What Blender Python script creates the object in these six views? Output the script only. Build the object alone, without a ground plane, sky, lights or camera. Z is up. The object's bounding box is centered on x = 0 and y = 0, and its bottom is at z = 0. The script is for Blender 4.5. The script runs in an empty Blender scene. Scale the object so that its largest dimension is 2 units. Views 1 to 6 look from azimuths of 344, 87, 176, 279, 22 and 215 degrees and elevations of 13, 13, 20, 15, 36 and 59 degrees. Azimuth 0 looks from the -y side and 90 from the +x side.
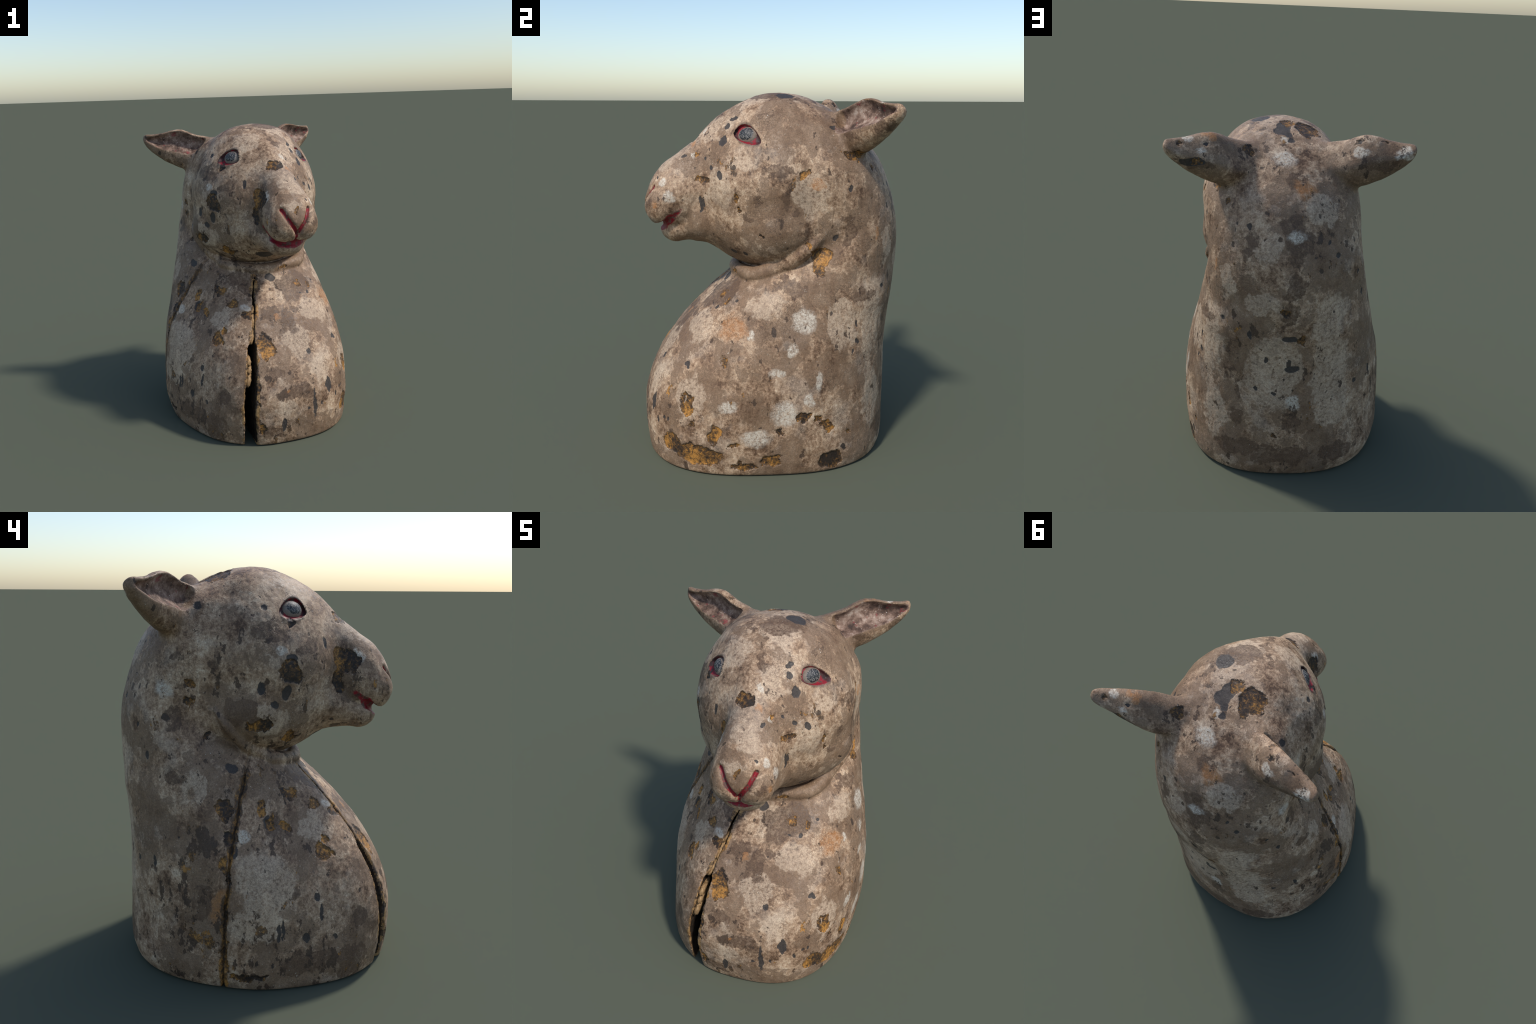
import bpy, bmesh, math, random
import numpy as np
from mathutils import Vector

random.seed(7)
F = np.float32

# ------------------------------------------------------------------ helpers
def curve(knots):
    """smooth (Catmull-Rom) curve through (t, value) control points"""
    t = np.array([k[0] for k in knots], float); v = np.array([k[1] for k in knots], float)
    m = np.gradient(v, t)
    def f(s):
        s = np.clip(s, t[0], t[-1]); i = np.clip(np.searchsorted(t, s) - 1, 0, len(t) - 2)
        h = t[i + 1] - t[i]; u = (s - t[i]) / h
        return ((2*u**3 - 3*u**2 + 1) * v[i] + (u**3 - 2*u**2 + u) * h * m[i]
                + (3*u**2 - 2*u**3) * v[i + 1] + (u**3 - u**2) * h * m[i + 1])
    return f

def smin(a, b, k):
    h = np.maximum(k - np.abs(a - b), 0) / k
    return np.minimum(a, b) - h * h * k * .25
def smax(a, b, k): return -smin(-a, -b, k)
def step(a, b, x):
    t = np.clip((x - a) / (b - a), 0, 1); return t * t * (3 - 2 * t)
def ellipsoid(x, y, z, c, r):
    u, v, w = (x - c[0]) / r[0], (y - c[1]) / r[1], (z - c[2]) / r[2]
    k0 = np.sqrt(u*u + v*v + w*w) + 1e-6
    k1 = np.sqrt((u/r[0])**2 + (v/r[1])**2 + (w/r[2])**2) + 1e-6
    return k0 * (k0 - 1) / k1
def capsule_chain(x, y, z, pts, k=.01):
    """distance to a chain of round cones; pts = (x, y, z, radius)"""
    d = None
    for a, b in zip(pts[:-1], pts[1:]):
        ab = [b[i] - a[i] for i in range(3)]; l2 = sum(q*q for q in ab)
        t = np.clip(((x-a[0])*ab[0] + (y-a[1])*ab[1] + (z-a[2])*ab[2]) / l2, 0, 1)
        e = np.sqrt((x-a[0]-t*ab[0])**2 + (y-a[1]-t*ab[1])**2 + (z-a[2]-t*ab[2])**2) - (a[3] + t*(b[3]-a[3]))
        d = e if d is None else (np.minimum(d, e) if k <= 0 else smin(d, e, k))
    return d
def resample(pts, n):
    t = np.arange(len(pts)); fs = [curve(list(zip(t, [p[i] for p in pts]))) for i in range(len(pts[0]))]
    u = np.linspace(0, len(pts) - 1, n)
    return [tuple(float(f(np.array(q))) for f in fs) for q in u]

# ------------------------------------------------------------------ gradient noise (same lattice hash as the shader's)
def _hash3(a, b, c):
    a, b, c = a.astype(np.uint32), b.astype(np.uint32), c.astype(np.uint32)
    r = lambda q, n: (q << np.uint32(n)) | (q >> np.uint32(32 - n))
    s = np.uint32((0xdeadbeef + (3 << 2) + 13) & 0xffffffff); a, b, c = a + s, b + s, c + s
    c ^= b; c -= r(b, 14); a ^= c; a -= r(c, 11); b ^= a; b -= r(a, 25); c ^= b; c -= r(b, 16)
    a ^= c; a -= r(c, 4); b ^= a; b -= r(a, 14); c ^= b; c -= r(b, 24)
    return c
def perlin(x, y, z):
    xi, yi, zi = np.floor(x), np.floor(y), np.floor(z)
    fx, fy, fz = x - xi, y - yi, z - zi
    X, Y, Z = xi.astype(np.int32), yi.astype(np.int32), zi.astype(np.int32)
    fade = lambda t: t*t*t*(t*(t*6 - 15) + 10)
    def g(i, j, k):
        h = _hash3(X + i, Y + j, Z + k) & np.uint32(15); a, b, c = fx - i, fy - j, fz - k
        u = np.where(h < 8, a, b); v = np.where(h < 4, b, np.where((h == 12) | (h == 14), a, c))
        return np.where(h & 1, -u, u) + np.where(h & 2, -v, v)
    u, v, w = fade(fx), fade(fy), fade(fz); L = lambda a, b, t: a + t * (b - a)
    return .982 * L(L(L(g(0,0,0), g(1,0,0), u), L(g(0,1,0), g(1,1,0), u), v),
                    L(L(g(0,0,1), g(1,0,1), u), L(g(0,1,1), g(1,1,1), u), v), w)
def noise(x, y, z, scale, detail=0, rough=.5, off=(0, 0, 0)):
    x, y, z = (x + off[0])*scale, (y + off[1])*scale, (z + off[2])*scale
    s, amp, tot, f = 0, 1., 0., 1.
    for _ in range(detail + 1):
        s = s + amp * perlin(x*f, y*f, z*f); tot += amp; amp *= rough; f *= 2
    return s / tot          # -1..1

# ------------------------------------------------------------------ the carved body as one implicit surface
# torso and neck: horizontal slices, (height, front / back / left / right)
FRONT = curve([(-.1,-.69),(0,-.708),(.08,-.72),(.2,-.728),(.3,-.724),(.4,-.698),(.5,-.655),(.6,-.595),(.7,-.52),(.8,-.43),(.9,-.33),(.97,-.25),(1.03,-.19),(1.08,-.125),(1.14,-.05),(1.2,.02),(1.3,.1),(1.5,.1),(1.8,.05),(2,.05)])
BACK = curve([(-.1,.62),(0,.648),(.06,.666),(.2,.675),(.4,.675),(.6,.672),(.8,.685),(.95,.706),(1.1,.727),(1.25,.727),(1.4,.702),(1.52,.664),(1.62,.618),(1.70,.56),(1.78,.482),(1.86,.37),(2,.15)])
RIGHT = curve([(-.1,.535),(0,.562),(.1,.58),(.3,.592),(.45,.588),(.6,.57),(.7,.552),(.85,.515),(1.0,.482),(1.15,.455),(1.3,.428),(1.45,.42),(1.6,.405),(1.75,.36),(2,.25)])
LEFT = curve([(-.1,-.59),(0,-.618),(.1,-.646),(.25,-.652),(.45,-.64),(.6,-.615),(.8,-.56),(1.0,-.503),(1.2,-.448),(1.4,-.408),(1.6,-.375),(1.75,-.33),(2,-.2)])

FACET = curve([(-.1,.645),(0,.647),(.1,.643),(.25,.625),(.4,.600),(.6,.533),(.8,.417),(1.0,.33),(1.2,.30),(1.4,.30)])
FACET_TURN = curve([(-.1,21),(0,22),(.3,28),(.5,31),(.7,34),(1.4,34)])

def torso_field(x, y, z):
    yf, yb, xr, xl = FRONT(z), BACK(z), RIGHT(z), LEFT(z)
    a, b = (xr - xl) * .5, (yb - yf) * .5
    u, v = (x - (xr + xl)*.5) / a, (y - (yb + yf)*.5) / b
    front, right = .5 - .5*np.tanh(v*3), .5 + .5*np.tanh(u*3)
    low = step(.35, .0, z)
    nb = right*(2.35 + .25*low) + (1 - right)*(2.18 + .3*low)          # squarer at the foot
    nf = right*(2.5 + .2*low) + (1 - right)*2.0
    top = step(.88, 1.15, z)
    nb = nb + (right*1.92 + (1 - right)*1.75 - nb)*top; nf = nf + (2.05 - nf)*top
    n = nb*(1 - front) + nf*front
    q = (np.abs(u)**n + np.abs(v)**n + 1e-9)**(1/n)
    d = (q - 1) * np.minimum(a, b)
    turn = np.radians(FACET_TURN(z))
    d = smax(d, -np.cos(turn)*x - np.sin(turn)*y - FACET(z), .07)                      # flat facet beside the split
    d = smax(d, -z, .02)
    return smax(d, z - 1.88, .1)

YAW = math.radians(4.5); HC, HS = math.cos(YAW), math.sin(YAW); HEAD = (.065, -.15)
def head_local(x, y):
    dx, dy = x - HEAD[0], y - HEAD[1]
    return HC*dx + HS*dy, -HS*dx + HC*dy + HEAD[1]
def head_world(x, y):
    dy = y - HEAD[1]; return HEAD[0] + HC*x - HS*dy, HEAD[1] + HS*x + HC*dy

M_TOP = curve([(-.74,1.44),(-.70,1.475),(-.66,1.54),(-.6,1.605),(-.5,1.682),(-.41,1.75),(-.3,1.83),(-.2,1.86),(0,1.8)])
M_BOT = curve([(-.74,1.38),(-.69,1.345),(-.64,1.305),(-.58,1.285),(-.5,1.26),(-.4,1.24),(-.3,1.24),(-.2,1.25),(0,1.3)])
M_WID = curve([(-.74,.07),(-.69,.108),(-.64,.142),(-.57,.163),(-.48,.165),(-.4,.157),(-.3,.162),(-.2,.18),(0,.2)])

MOUTH = [(-.172,-.49,1.39,.005),(-.145,-.55,1.338,.016),(-.085,-.60,1.303,.026),(0,-.62,1.287,.028),(.085,-.60,1.303,.026),(.145,-.55,1.338,.016),(.172,-.49,1.385,.005)]
NOSTRIL = [(.087,1.503),(.055,1.44),(0,1.362)]
EYE = ((.2385,-.135,1.793), (-.231,-.155,1.804))      # in head coordinates

def head_field(hx, hy, z):
    rx = .435 - .012*step(1.55, 1.85, z) + .04*step(1.85, 1.99, z)
    k = .425 / rx * (1 + (.08*step(-.1, .1, hx) + (.12 + .03*step(-.1, .1, hx))*step(1.5, 1.8, z)) * step(.02, -.25, hy))
    ball = ellipsoid(hx * k, hy, z, (0, .05, 1.53), (.425, .462, .468))
    ball = smin(ball, ellipsoid(hx*(1 + .25*step(.0, -.3, hy)) + .006, hy, z, (0, .03, 1.312), (.44, .395, .268)), .06)
    zt, zb, w = M_TOP(hy), M_BOT(hy), M_WID(hy)
    rz = (zt - zb) * .5
    v = (z - (zt + zb)*.5) / rz; u = hx / w * (1 + .22*np.clip(v, 0, 1))
    muz = ((np.abs(u)**2.1 + np.abs(v)**2.1 + 1e-9)**(1/2.1) - 1) * np.minimum(w, rz)
    muz = smax(muz, -(hy + .690), .11)
    muz = smax(muz, hy, .1)
    jaw = capsule_chain((hx + .022)*.70, hy, z, [(0,-.2,1.34,.19),(0,-.36,1.32,.115),(0,-.52,1.277,.088)], .05)
    lip = smin(ellipsoid(np.abs(hx), hy, z, (.073,-.60,1.395), (.078,.078,.085)), muz, .05)
    low = smin(lip, jaw, .012 + .05*step(-.5, -.4, hy))
    return smin(ball, low, .062)

def ear_frame(root, tip, upper, lower):
    R, T, B, L = (np.array(q, float) for q in (root, tip, upper, lower))
    a = T - R; ln = np.linalg.norm(a); a /= ln
    w = B - L; w -= a * (w @ a); w /= np.linalg.norm(w)
    n = np.cross(w, a) * (1 if T[0] < 0 else -1)
    if n[1] > 0: n = -n
    return R, a, w, n, ln
EARS = [ear_frame((.30,.37,1.82), (.648,.588,1.925), (.433,.48,1.966), (.402,.383,1.803)),
        ear_frame((-.255,.32,1.816), (-.648,.468,1.915), (-.385,.363,1.966), (-.456,.34,1.817))]
E_UP = curve([(-.3,.10),(0,.098),(.15,.095),(.3,.105),(.42,.108),(.55,.09),(.7,.056),(.85,.03),(1,.014),(1.1,.0)])
E_LO = curve([(-.3,-.12),(0,-.135),(.15,-.148),(.3,-.148),(.5,-.132),(.7,-.104),(.85,-.074),(.95,-.044),(1,-.02),(1.1,0)])
E_BACK = curve([(-.3,-.11),(0,-.128),(.2,-.13),(.4,-.112),(.6,-.085),(.8,-.055),(.93,-.036),(1,-.02),(1.1,-.005)])
E_FORE = curve([(-.3,.03),(0,.04),(.2,.045),(.5,.042),(.8,.034),(.93,.026),(1,.014),(1.1,.002)])
def ear_coords(x, y, z, e):
    R, a, w, n, ln = EARS[e]; px, py, pz = x - R[0], y - R[1], z - R[2]
    return (px*a[0]+py*a[1]+pz*a[2]) / ln, px*w[0]+py*w[1]+pz*w[2], px*n[0]+py*n[1]+pz*n[2]
def ear_field(x, y, z, e):
    t, w, n = ear_coords(x, y, z, e); ln = EARS[e][4]
    up, lo, bk, fo = E_UP(t), E_LO(t)*(.86 if e == 0 else 1), E_BACK(t)*(1.12 if e == 0 else 1), E_FORE(t)
    hw, wc = (up - lo)*.5 + .002, (up + lo)*.5
    dn, nc = (fo - bk)*.5 + .002, (fo + bk)*.5
    u = (w - wc)/hw
    q = np.sqrt(u**2 + ((n - nc - .55*dn*step(.1, 1.0, u))/dn)**2)
    outer = (q - 1) * np.minimum(hw, dn)
    outer = smax(outer, (np.abs(t - .4) - .6) * ln, .02)
    rim_lo = -.056 + .035*step(.6, 1, t)
    inw = np.maximum((up - .019 - rim_lo)*.5, .002); wi = (up - .019 + rim_lo)*.5
    depth = .052 - .02*step(.6, 1, t)
    qi = (np.abs((w - wi)/inw)**1.7 + np.abs((n - fo - .004)/depth)**1.7 + 1e-9)**(1/1.7)
    inner = (qi - 1) * np.minimum(inw, depth)
    inner = smax(inner, (np.abs(t - .44) - .50) * ln, .03)
    return smax(outer, -inner, .010)

def snap(axis, sign, y_or_x, z, gap=.006):
    """coordinate along one axis at which neck and jaw meet the open air"""
    a, b = .0 if axis == 0 else .25, sign*.75
    for _ in range(30):
        m = (a + b)/2; p = (m, y_or_x) if axis == 0 else (y_or_x, m)
        hx, hy = head_local(p[0], p[1]); zz = np.array([z])
        f = min(torso_field(np.array([p[0]]), np.array([p[1]]), zz)[0], head_field(np.array([hx]), np.array([hy]), zz)[0])
        if f > gap: b = m
        else: a = m
    return (a + b)/2
COLLAR = [(snap(0, 1, y, z), y, z, r) for y, z, r in ((.33,1.36,.002),(.257,1.29,.018),(.178,1.212,.036),(.105,1.152,.042),(.04,1.105,.043),(-.04,1.065,.043),(-.11,1.042,.042))]
COLLAR += [(x, snap(1, -1, x, z, .0), z, r) for x, z, r in ((.15,1.035,.036),(.06,1.03,.037),(-.05,1.035,.036))]
COLLAR += [(snap(0, -1, y, z), y, z, r) for y, z, r in ((-.11,1.066,.037),(-.05,1.100,.034),(.02,1.155,.028),(.09,1.25,.018),(.15,1.33,.004))]
COLLAR = resample(COLLAR, 34)

# the split in the chest and the seam on the flank
CRACK_X = curve([(-.1,-.234),(0,-.234),(.2,-.237),(.36,-.226),(.5,-.196),(.6,-.180),(.7,-.146),(.89,-.092),(1.02,-.04),(1.2,-.02)])
CRACK_W = curve([(-.1,.084),(0,.080),(.2,.066),(.36,.064),(.45,.058),(.55,.058),(.62,.05),(.66,.024),(.75,.02),(.88,.014),(1.0,.007),(1.06,.0)])
SEAM_Y = curve([(-.1,.075),(0,.072),(.2,.062),(.5,.048),(.75,.034),(.88,.02),(1.0,.008),(1.15,-.01),(1.25,-.02)])

def eye_mask(hx, hy, z, side):
    """almond opening, < 1 inside; u runs along the lid, v upwards"""
    c = EYE[side]
    u = (hy - c[1] + .017) / .063; v = z - c[2] + .004 + .018*u*u + (.014*u if side == 0 else -.004*u)
    lens = np.clip(1 - u*u, 0, 1)**.75
    return np.where(np.abs(u) < 1, np.abs(v) / (.045*lens + .001), 9.), u, v

def parts(x, y, z):
    hx, hy = head_local(x, y)
    T = torso_field(x, y, z); H = head_field(hx, hy, z)
    E0, E1 = ear_field(x, y, z, 0), ear_field(x, y, z, 1)
    C = capsule_chain(x, y, z, COLLAR, 0)
    return hx, hy, T, H, E0, E1, C

def field(x, y, z, relief=True):
    hx, hy, T, H, E0, E1, C = parts(x, y, z)
    k = .012 + (.16 - .06*step(1.6, 1.8, z)) * step(.0, .30, y)*step(1.08, 1.38, z)
    d = smin(T, H, k)
    d = smin(d, C, .020)
    d = smin(d, np.minimum(E0, E1), .042)
    if not relief:
        return d
    # nostril slits and philtrum
    near = (hy < -.45)
    ax = np.abs(hx); g = None
    for (x0, z0), (x1, z1) in zip(NOSTRIL[:-1], NOSTRIL[1:]):
        lx, lz = x1-x0, z1-z0
        t = np.clip(((ax-x0)*lx + (z-z0)*lz) / (lx*lx+lz*lz), 0, 1)
        e = np.sqrt((ax-x0-t*lx)**2 + (z-z0-t*lz)**2); g = e if g is None else np.minimum(g, e)
    ph = np.sqrt(ax**2 + np.maximum(np.abs(z - 1.335) - .03, 0)**2)
    d = d + near * (.022 * np.exp(-(g/.014)**2) + .012*np.exp(-(ph/.010)**2))
    # mouth
    mouth = capsule_chain(hx, hy, z, MOUTH, 0)
    d = smax(d, -mouth, .012)
    # eye sockets
    for s in (0, 1):
        m, u, v = eye_mask(hx, hy, z, s)
        on = (hx > .1) if s == 0 else (hx < -.1)
        d = d + on * (.020 * (1 - step(.75, 1.1, m)) - .004*np.exp(-((m - 1.25)/.2)**2) * step(1, .8, np.abs(u)))
    # chest split and flank seam
    wob = noise(x*.3, y*.3, z, 22, 3, .65) * .013
    w = CRACK_W(z) * .5 + .15*wob
    slit = np.maximum(np.abs(x - CRACK_X(z) - wob) - w, y + .22)
    slit = np.maximum(slit, z - 1.05)
    d = smax(d, -slit, .006)
    wob = noise(x*.2, y*.2, z, 14, 2) * .010
    sd = np.abs(y - SEAM_Y(z) - wob)
    sw = .006 + .006*np.clip(noise(x*.2, y, z, 9, 1, off=(3,1,2)), -.6, 1)
    d = d + (x < -.2) * (z < 1.16) * .016 * np.exp(-(sd/sw)**2) * step(1.16, 1.08, z)
    return d

# ------------------------------------------------------------------ meshing: surface nets on a narrow band
def mesh_field(h, lo, hi):
    q = 3; H = h*q
    nc = [int(math.ceil((hi[i]-lo[i])/H)) for i in range(3)]
    ax = [lo[i] + (np.arange(nc[i]) + .5)*H for i in range(3)]
    X, Y, Z = np.meshgrid(*ax, indexing='ij')
    c = field(X.ravel(), Y.ravel(), Z.ravel()).reshape(nc)
    act = np.argwhere(np.abs(c) < H*1.9)
    big = np.repeat(np.repeat(np.repeat(np.where(c < 0, -1, 1).astype(F), q, 0), q, 1), q, 2)
    sub = np.stack(np.meshgrid(*[np.arange(q)]*3, indexing='ij'), -1).reshape(-1, 3)
    idx = (act[:, None, :]*q + sub[None]).reshape(-1, 3)
    for s in range(0, len(idx), 400000):
        i = idx[s:s+400000]; p = np.array(lo) + (i + .5)*h
        big[i[:,0], i[:,1], i[:,2]] = field(p[:,0], p[:,1], p[:,2])
    s = big < 0
    S = lambda a, o: a[o[0]:a.shape[0]-1+o[0], o[1]:a.shape[1]-1+o[1], o[2]:a.shape[2]-1+o[2]]
    cnt = sum(S(s, o).astype(np.uint8) for o in np.ndindex(2,2,2))
    cell = np.argwhere((cnt > 0) & (cnt < 8)); ids = np.full(cnt.shape, -1, np.int32); ids[tuple(cell.T)] = np.arange(len(cell))
    acc = np.zeros((len(cell), 3)); n = np.zeros(len(cell))
    cor = list(np.ndindex(2,2,2)); val = {o: big[cell[:,0]+o[0], cell[:,1]+o[1], cell[:,2]+o[2]] for o in cor}
    for a in cor:
        for k in range(3):
            if a[k] == 0:
                b = tuple(a[i] + (i == k) for i in range(3)); va, vb = val[a], val[b]
                x = (va < 0) != (vb < 0); t = np.where(x, va/np.where(x, va - vb, 1), 0)
                p = np.array(a, float)[None] + t[:,None]*np.eye(3)[k][None]
                acc += p * x[:,None]; n += x
    V = np.array(lo) + (cell + acc/n[:,None] + .5)*h
    quads = []
    for k in range(3):
        o1, o2 = [(1,2),(2,0),(0,1)][k]
        A = s; B = np.roll(s, -1, k)
        e = np.argwhere(A != B); e = e[e[:,k] < s.shape[k]-1]
        e = e[(e[:,o1] > 0) & (e[:,o2] > 0) & (e[:,o1] < s.shape[o1]-1) & (e[:,o2] < s.shape[o2]-1)]
        u, v = np.eye(3, dtype=int)[o1], np.eye(3, dtype=int)[o2]
        f = np.stack([ids[tuple((e - i*u - j*v).T)] for i, j in ((1,1),(0,1),(0,0),(1,0))], 1)
        neg = ~A[tuple(e.T)]; f[neg] = f[neg][:, ::-1]
        quads.append(f)
    return V, np.concatenate(quads)

def project(V, h, rounds=3):
    for _ in range(rounds):
        x, y, z = V.T; e = h*.3; f0 = field(x, y, z)
        g = np.stack([field(x+e, y, z) - field(x-e, y, z), field(x, y+e, z) - field(x, y-e, z), field(x, y, z+e) - field(x, y, z-e)], 1) / (2*e)
        st = f0[:,None]*g / np.maximum((g*g).sum(1), .25)[:,None]
        L = np.linalg.norm(st, axis=1); V = V - st*np.minimum(1, h*.6/np.maximum(L, 1e-9))[:,None]
    return V

# ------------------------------------------------------------------ weathering: where the marks sit (x, y, z, half width, half height)
# patches where the old cream paint is cleanest
PALE = [
    (.073,.672,.689,.161,.22), (-.22,.648,.695,.119,.282), (.394,.539,.415,.086,.204), (.102,-.655,1.523,.053,.04), (.158,-.326,1.788,.082,.082),
    (.321,-.298,1.528,.085,.071), (.137,-.096,1.964,.085,.068), (-.088,-.185,1.897,.084,.076), (.397,-.14,1.639,.085,.057),
    (.469,.165,1.506,.084,.098), (.467,-.029,.925,.101,.065), (.334,-.367,.779,.076,.076), (.273,-.622,.469,.048,.096), (.506,-.426,.438,.09,.136),
    (.497,.364,.792,.074,.118), (.249,-.398,.793,.065,.103), (.14,-.563,.629,.092,.1), (.262,-.634,.453,.064,.081), (.102,-.28,.938,.095,.076),
    (-.012,-.729,.246,.075,.058), (.1,.685,1.431,.074,.114), (-.14,.599,1.607,.081,.081), (.312,.621,1.226,.053,.111), (.144,.704,1.115,.083,.062),
    (-.227,.667,.997,.1,.185), (.412,.518,.78,.083,.225), (-.302,.619,.421,.093,.14), (-.502,.198,.982,.062,.096), (-.567,-.118,.546,.153,.153),
    (-.316,-.313,.759,.087,.101), (-.613,-.113,.359,.126,.084), (-.341,-.136,1.282,.097,.083), (-.069,-.191,1.903,.057,.086),
    (.13,-.569,1.625,.08,.08),]
# white lichen blooms
WHITE = [
    (.535,.525,1.951,.034,.027), (.468,.558,1.893,.04,.016), (-.58,.488,1.881,.045,.025), (-.358,.452,1.89,.042,.028), (.124,-.352,1.789,.019,.041),
    (.186,-.413,1.669,.022,.019), (.516,.156,.848,.072,.067), (.591,.056,.388,.077,.071), (.572,.017,.59,.044,.029), (.574,-.243,.399,.045,.039),
    (.591,-.092,.25,.083,.053), (.553,.096,.696,.029,.036), (.579,.17,.434,.027,.037), (.562,.229,.527,.022,.059), (.507,-.117,.781,.02,.051),
    (.26,-.554,1.466,.03,.037), (-.324,-.15,1.615,.034,.027), (-.039,-.525,1.569,.033,.045), (-.408,.388,1.43,.049,.042),
    (-.521,-.006,.762,.039,.028), (-.163,-.382,.829,.034,.034), (.051,.43,1.838,.07,.056), (-.025,.674,1.487,.054,.033), (-.052,.673,.506,.045,.045),
    (.034,.329,1.913,.033,.028), (-.587,.477,1.902,.041,.033), (.224,-.582,1.533,.027,.027),]
# rusty orange tint
RUST = [
    (.417,.518,1.94,.061,.012), (.458,-.217,.796,.088,.066), (.025,-.447,.782,.024,.034), (.013,-.712,.356,.016,.013), (.256,-.622,1.414,.027,.033),
    (-.635,.105,.442,.042,.112), (.131,-.414,1.731,.014,.027), (.383,.545,1.287,.018,.037), (.466,.213,1.547,.042,.028), (-.071,.553,1.704,.068,.054),]
# brown stains and drips
BROWN = [
    (.068,-.129,1.962,.02,.02), (.09,-.079,1.978,.02,.02), (.112,-.032,1.987,.019,.019), (.14,.018,1.988,.017,.017), (.167,.079,1.982,.018,.018),
    (.203,.11,1.967,.021,.021), (.066,-.184,1.934,.017,.028), (.088,-.248,1.891,.025,.028), (.232,-.653,1.419,.035,.024), (.25,-.233,.946,.079,.064),
    (.454,.562,1.821,.081,.03), (-.457,.482,1.816,.084,.049), (-.51,.417,1.866,.027,.04), (.583,.493,1.826,.068,.027), (.458,.397,1.78,.056,.028),
    (.475,.024,1.611,.083,.042), (.482,.059,1.48,.028,.049), (.471,.11,1.422,.014,.028), (.449,-.086,1.476,.028,.035), (.408,-.134,1.37,.026,.017),
    (.294,-.065,1.884,.013,.051), (.452,.088,1.025,.087,.043), (.177,-.419,.793,.032,.095), (.439,.472,.955,.074,.045), (.434,.388,1.313,.043,.087),
    (-.047,.692,1.423,.074,.121), (-.004,.658,1.537,.067,.054), (-.042,.727,1.219,.061,.081), (-.022,.724,1.067,.041,.083), (.258,.622,.556,.02,.091),
    (.283,.615,.686,.015,.074), (.307,.611,.832,.022,.066), (.207,.654,1.432,.04,.094), (.255,.626,.385,.039,.077), (-.058,.676,.377,.069,.054),
    (.266,.626,.169,.128,.064), (.008,.674,.152,.206,.071), (-.319,.623,.171,.129,.056), (-.399,.316,1.586,.039,.034), (-.414,.326,1.308,.042,.062),
    (-.378,.149,1.547,.041,.034), (-.494,.333,1.002,.03,.055), (-.353,-.587,.335,.042,.057), (-.503,-.264,.483,.035,.031),
    (-.629,.156,.435,.056,.112), (-.313,-.128,1.673,.082,.034), (-.219,-.284,1.629,.07,.035), (-.059,-.483,1.374,.074,.059),
    (-.436,-.126,.775,.056,.112), (-.001,-.429,.802,.063,.078), (-.54,-.345,.139,.132,.059), (-.434,-.54,.127,.091,.076),
    (-.407,-.007,1.331,.081,.054), (-.159,-.207,.995,.059,.059), (.103,-.475,.745,.051,.202), (.1,-.707,.349,.1,.05), (-.058,-.676,.457,.066,.049),
    (-.368,-.567,.337,.042,.075), (-.144,-.266,.943,.085,.102), (-.439,-.534,.084,.103,.051), (-.099,-.72,.097,.101,.05), (.104,-.001,1.992,.087,.07),
    (.086,-.076,1.979,.043,.034), (.075,-.231,1.904,.025,.039), (.195,.134,1.966,.027,.022), (.307,-.066,1.868,.011,.043),
    (.206,-.248,.946,.127,.102), (-.044,-.054,1.976,.026,.021), (-.025,-.077,1.974,.017,.023), (-.009,.528,1.745,.067,.067),
    (.171,.074,1.981,.046,.036),]
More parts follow.
